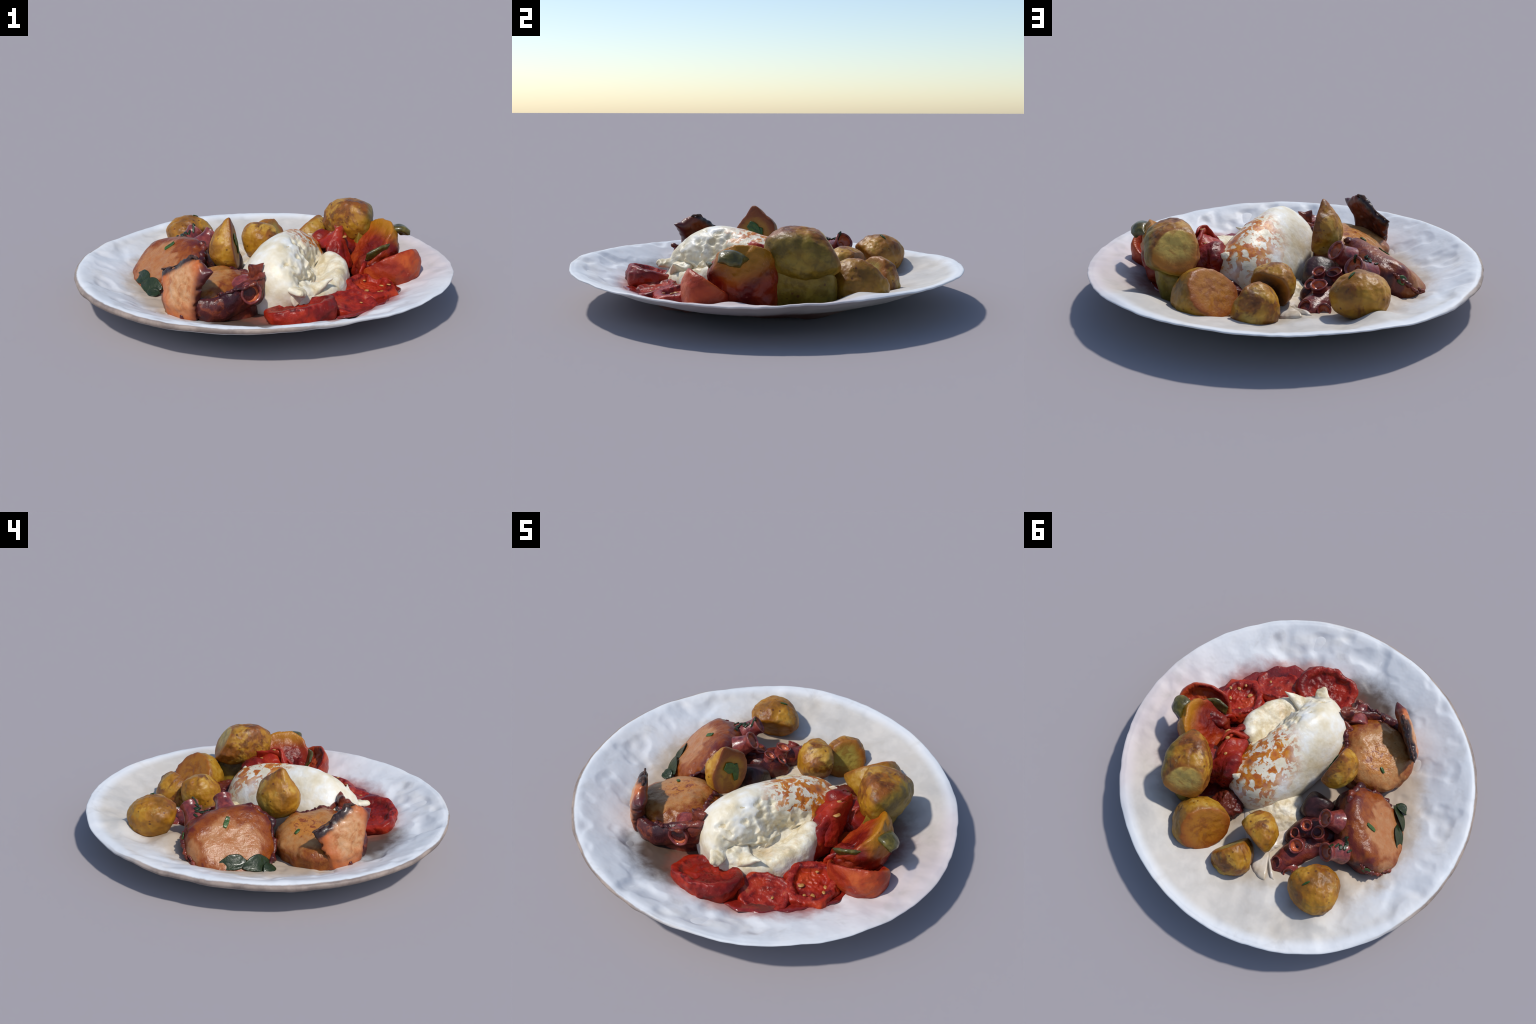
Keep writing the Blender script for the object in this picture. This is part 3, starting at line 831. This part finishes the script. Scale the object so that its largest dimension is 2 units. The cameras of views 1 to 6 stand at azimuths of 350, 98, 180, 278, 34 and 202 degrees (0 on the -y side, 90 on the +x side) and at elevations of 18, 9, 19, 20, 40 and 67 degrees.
# ------------------------------------------------------------------ tomatoes
def tomato_half(center, radii, cut_n, cut_d, seed, label, hollow=.05, rimw=.8, R=None, more_cuts=(), yellow=None, lumps=.06, pulpy=True, **kw):
    """half tomato: rounded skin, a cut face with a raised wall round sunken pulp"""
    n = unit(cut_n)
    V, F, c = blob(radii, R, [(n, cut_d)] + list(more_cuts), seed, 6, lumps, 2.2, .006, 8, (), 2.2, 18)
    on = V @ n
    flat = V - np.outer(on, n)
    rad = np.linalg.norm(flat, axis=1)
    face = on > cut_d * .8
    far = np.zeros(len(V))
    # relative radius on the cut face, measured against the widest point in that direction
    D = unit(flat)
    th = np.arctan2(D @ unit(np.cross(n, [.3, .5, .8])), D @ unit(np.cross(n, np.cross(n, [.3, .5, .8]))))
    bins = ((th + np.pi) / (2 * np.pi) * 72).astype(int) % 72
    mx = np.zeros(72)
    np.maximum.at(mx, bins, rad * face)
    mx = np.maximum(mx, .02)
    rel = rad / np.interp((th + np.pi) / (2 * np.pi) * 72 - .5, np.arange(72), mx, period=72)
    dip = np.where(face, np.clip((rimw - rel) / .18, 0, 1), 0)
    dip = dip * dip * (3 - 2 * dip)
    pulp = .5 + .5 * fbm(V * 22 + seed, seed, 3)
    V = V - n * (dip * hollow * (0.45 + 0.9 * pulp))[:, None]
    V = V + n * (np.where(face, .006 * fbm(V * 18, seed + 4, 2), 0))[:, None]
    mat = tomato_material("roasted_tomato", (n, cut_d, float(np.mean(mx))) if pulpy else None, seed * 1.3, yellow=yellow, **kw)
    top = thing("tomato_half", label, "tomato", center)
    split_regions(V, F, (c > .5).astype(float), ("skin", "pulp"), (mat, mat), center, top)
    return top

T1 = tomato_half((.075, -.585, .115), (.178, .135, .105), (-.16, .22, .96), .035, 51, "half cherry tomato with bright red pulp", .028, .82, lumps=.12)
T2 = tomato_half((.350, -.490, .085), (.128, .125, .075), (.08, -.22, .97), .034, 52, "flattened roasted half tomato", .014, .88, lumps=.14)
T3 = tomato_half((.500, -.315, .095), (.135, .140, .095), (.05, -.15, 1), .045, 53, "soft crumpled roasted tomato with seeds", .032, .74, lumps=.2)
T4 = tomato_half((.665, -.165, .172), (.156, .118, .134), (-.28, .52, .80), .030, 54, "orange skinned half tomato", .035, .88, skin=(162, 56, 24), deep=(136, 34, 18))
T5 = tomato_half((.590, -.015, .215), (.150, .165, .215), (-.72, -.15, .68), .045, 55, "large upright tomato wedge with yellow shoulder", .015, .9,
                 lumps=.12, pulpy=False, yellow=((.6, .1, .8), .06, .17, (168, 108, 20)), skin=(140, 40, 14), deep=(100, 17, 10))

V, F, _ = blob((.085, .225, .150), rot_axes((-.10, 1, -.12)), [((-.95, -.1, .25), .085)], 61, 6, .14, 2.4, .02, 5, (), 2.0, 9, 6, .85)
N = vert_normals(V, F)
V = V + N * (.034 * ridge(V * np.array([8, 4.2, 5]) + .7, 66))[:, None] + N * (.004 * fbm(V * 30, 67, 3))[:, None]
T6 = tag(new_mesh("tomato_flesh", V, F, tomato_material("crushed_tomato", None, 6.1, skin=(124, 23, 12), deep=(76, 10, 9)), (.380, .115, .150)), "crumpled folded red roasted tomato", "tomato")
fold_mat = tomato_material("folded_tomato_skin", None, 3.7, skin=(150, 30, 14), deep=(98, 13, 9))
folds = [[[(.33, -.04, .27), (.41, .00, .35), (.45, .06, .33)], [(.33, -.09, .20), (.41, -.06, .26), (.46, .00, .25)], [(.37, -.12, .11), (.43, -.12, .15), (.48, -.06, .13)]],
         [[(.42, -.20, .10), (.45, -.05, .09), (.46, .12, .08)], [(.40, -.16, .17), (.435, -.03, .22), (.45, .12, .21)], [(.37, -.10, .24), (.415, .01, .345), (.43, .14, .325)]],
         [[(.46, -.20, .09), (.54, -.12, .08), (.61, .0, .08)], [(.48, -.18, .15), (.55, -.11, .17), (.61, .0, .19)], [(.49, -.17, .18), (.57, -.11, .23), (.63, -.02, .28)]],
         [[(.31, -.02, .25), (.31, .06, .25), (.30, .16, .20)], [(.35, -.06, .26), (.37, .06, .28), (.35, .16, .22)], [(.41, -.08, .23), (.43, .04, .32), (.41, .16, .24)]]]
for k, P in enumerate(folds):
    V, F = sheet(np.array(P) - np.array([.385, .115, .165]), .026, 60, 60, 30 + k, .014, 11, .2, .016)
    new_mesh("tomato_skin", V, F, fold_mat, (.385, .115, .165), T6)
V, F, _ = blob((.11, .08, .11), None, (), 63, 5, .15, 3, .03, 6)
tag(new_mesh("tomato_flesh", V, F, tomato_material("inner_tomato", None, 9.1, skin=(110, 20, 12), deep=(64, 9, 8)), (.60, -.115, .135)), "soft red roasted tomato pulp", "tomato")
V, F, _ = blob((.09, .10, .07), None, (), 62, 5, .2, 3, .03, 6)
tag(new_mesh("tomato_flesh", V, F, tomato_material("dark_tomato", None, 7.1, skin=(76, 14, 14), deep=(48, 8, 10)), (.30, .29, .09)), "dark red roasted tomato piece", "tomato")

# green pepper scraps
GR = Mat("green_pepper")
g = GR.noise(24, 4, .6, .5)
green_mat = GR.done(GR.ramp(g, [(.3, lin(52, 46, 18)), (.55, lin(88, 78, 26)), (.8, lin(134, 116, 52))]), .35, GR.noise(40, 3), .004, coat=.3)
def scrap(ctrl, thick, seed, name="pepper_scrap", label="small roasted green pepper scrap", cat="pepper", mat=None):
    A = np.asarray(ctrl, float)
    c = A.reshape(-1, 3).mean(0)
    V, F = sheet(A - c, thick, 28, 28, seed, .005, 22, .2, .006)
    return tag(new_mesh(name, V, F, mat or green_mat, tuple(c)), label, cat)
scrap([[(.69, -.08, .34), (.71, -.01, .335), (.70, .03, .31)], [(.74, -.10, .345), (.755, -.04, .34), (.74, .01, .31)], [(.785, -.10, .315), (.79, -.05, .305), (.77, .0, .29)]], .035, 1)
scrap([[(.66, -.15, .29), (.65, -.13, .24)], [(.59, -.185, .285), (.58, -.16, .22)], [(.52, -.18, .25), (.52, -.15, .2)]], .02, 2)

# ------------------------------------------------------------------ herbs
BAS = leaf_material("basil_dark", (26, 40, 20), (48, 62, 28))
HERB = leaf_material("chopped_herb", (36, 60, 22), (74, 112, 42))
def leaf(ctrl, seed, mat, thick=.008):
    return scrap(ctrl, thick, seed, "leaf", "small green basil leaf piece", "herb", mat)
# ------------------------------------------------------------------ yellow tomato seeds
from mathutils.bvhtree import BVHTree
def surface_of(*roots):
    Vs, Fs, k = [], [], 0
    for r in roots:
        for ob in ([r] if r.type == "MESH" else []) + list(r.children):
            if ob.type != "MESH":
                continue
            off = Vector(ob.location) + (Vector(ob.parent.location) if ob.parent else Vector())
            Vs += [v.co + off for v in ob.data.vertices]
            Fs += [[i + k for i in p.vertices] for p in ob.data.polygons]
            k = len(Vs)
    return BVHTree.FromPolygons(Vs, Fs)

def drape(tree, p, d, lift):
    """the point on the surface below p, seen along -d, lifted a little"""
    d = Vector(unit(d))
    hit = tree.ray_cast(Vector(p) + d * .25, -d)
    if hit[0] is None:
        return np.array(p)
    return np.array(hit[0] + d * lift)

def shred(tree, a, b, w, d, mat, seed, lift=.004, taper=.6, thick=.007):
    """a strip of chopped herb from a to b lying on a surface"""
    a, b, d = np.array(a), np.array(b), unit(d)
    s = unit(np.cross(b - a, d)) * w
    G = []
    for t in np.linspace(0, 1, 7):
        k = 1 - (1 - taper) * abs(2 * t - 1) ** 1.6
        G.append([drape(tree, a + (b - a) * t + s * k * e, d, lift) for e in (-1, 0, 1)])
    return leaf(G, seed, mat, thick)

def basil(a, b, w, n, seed, curl=.008):
    """a pointed leaf from a to b, folded along its midrib and curling over"""
    a, b, n = np.array(a), np.array(b), unit(n)
    side = unit(np.cross(b - a, n)) * w
    G = []
    for t in np.linspace(0, 1, 7):
        k = max(.06, math.sin(math.pi * t ** .75) ** .8)
        mid = a + (b - a) * t + n * curl * math.sin(math.pi * t)
        G.append([mid + side * k * e + n * (.010 * abs(e) * k) for e in (-1, -.4, .4, 1)])
    return leaf(G, seed, BAS, .007)
basil((-.550, -.085, .09), (-.655, .035, .085), .045, (-.75, -.35, .6), 40)
basil((-.605, .02, .105), (-.672, .17, .085), .040, (-.8, -.1, .6), 41)
basil((-.560, -.105, .07), (-.640, -.075, .06), .030, (-.4, -.3, .9), 42)
tO1, tO2, tP6, tP5 = surface_of(O1), surface_of(O2), surface_of(P6), surface_of(P5)
shred(tO1, (-.505, .155, .22), (-.445, .150, .25), .014, n1, HERB, 1)
shred(tP6, (-.16, -.055, .345), (-.16, -.065, .25), .020, (.93, -.22, .16), HERB, 2)
shred(tP6, (-.16, -.125, .365), (-.16, -.06, .31), .030, (.93, -.22, .16), HERB, 3)
shred(tO2, (-.40, -.22, .2), (-.43, -.20, .2), .008, (-.2, .1, .95), HERB, 4)
shred(tP5, (-.31, .57, .3), (-.28, .60, .28), .005, (0, .3, 1), HERB, 5)
shred(tO1, (-.53, .385, .2), (-.57, .37, .18), .022, (.1, .9, .5), HERB, 6)
rng = np.random.default_rng(5)
for k in range(9):      # wilted herb between the suckers
    p = np.array([-.385, .30, .25]) + rng.normal(size=3) * np.array([.028, .025, .0])
    e = unit(rng.normal(size=3) * np.array([1, 1, 0])) * .028
    shred(tO1, p, p + e, .007, (.1, .5, .9), BAS, 20 + k, lift=.004 + .003 * rng.random())

# yellow tomato seeds, pale flecks of garlic
SEED = Mat("tomato_seed")
seed_mat = SEED.done(SEED.ramp(SEED.noise(40, 2), [(.3, lin(164, 104, 46)), (.7, lin(190, 146, 84))]), .4)
tT = surface_of(T2, T3, T4, *[o for o in bpy.data.objects if o.name.startswith("tomato_flesh")])
V0, F0, _ = blob((1, .7, .25), None, (), 71, 3, .1, 2, 0, 1)
seeds_v, seeds_f, kk = [], [], 0
for x, y, sz in [(.44, -.02, .022), (.42, .03, .014), (.40, .10, .012), (.47, -.36, .018), (.55, -.38, .016), (.52, -.41, .012), (.49, -.25, .012),
                 (.57, -.30, .014), (.40, -.50, .010), (.59, -.35, .012)]:
    p = drape(tT, (x, y, .3), (0, 0, 1), .002)
    a = rng.uniform(0, 6.28)
    Rz = np.array([[math.cos(a), -math.sin(a), 0], [math.sin(a), math.cos(a), 0], [0, 0, 1]])
    seeds_v.append(V0 * sz @ Rz.T + p)
    seeds_f.append(F0 + kk)
    kk += len(V0)
for v, f in zip(seeds_v, seeds_f):
    c = v.mean(0)
    tag(new_mesh("tomato_seed", v - c, f - f.min(), seed_mat, tuple(c)), "small yellow tomato seed", "seed")

def frill(parent, center, n, off, a0, a1, rad, seed, outset=.002, steps=26):
    """the torn edge of skin that curls round a cut face"""
    tree = surface_of(parent)
    n = unit(n)
    e1 = unit(np.cross(n, [0, 0, 1.0]))
    e2 = np.cross(n, e1)
    pts = []
    for t in np.radians(np.linspace(a0, a1, steps)):
        d = math.cos(t) * e1 + math.sin(t) * e2
        hit = tree.ray_cast(Vector(np.array(center) + n * off + d * .6), Vector(-d))
        if hit[0] is not None:
            pts.append(np.array(hit[0]) + d * outset)
    if len(pts) < 4:
        return
    c = np.array(parent.location)
    rng = np.random.default_rng(seed)
    radii = rad * rng.uniform(.45, 1.25, size=2 * len(pts))
    V, F = tube(np.array(pts) - c, radii, 12 * len(pts), 16, .8, seed, .7)
    new_mesh("skin_edge", V, F, skinmat, tuple(c), parent)

frill(O1, (-.440, .155, .120), n1, .075, 20, 235, .017, 1)
frill(O1, (-.440, .155, .120), n1, .055, -20, 60, .014, 2)
frill(O2, (-.320, -.315, .078), (0, 0, 1), .02, 90, 330, .014, 3)
frill(O2, (-.320, -.315, .078), (-.28, .05, 1), .10, 200, 330, .014, 4)
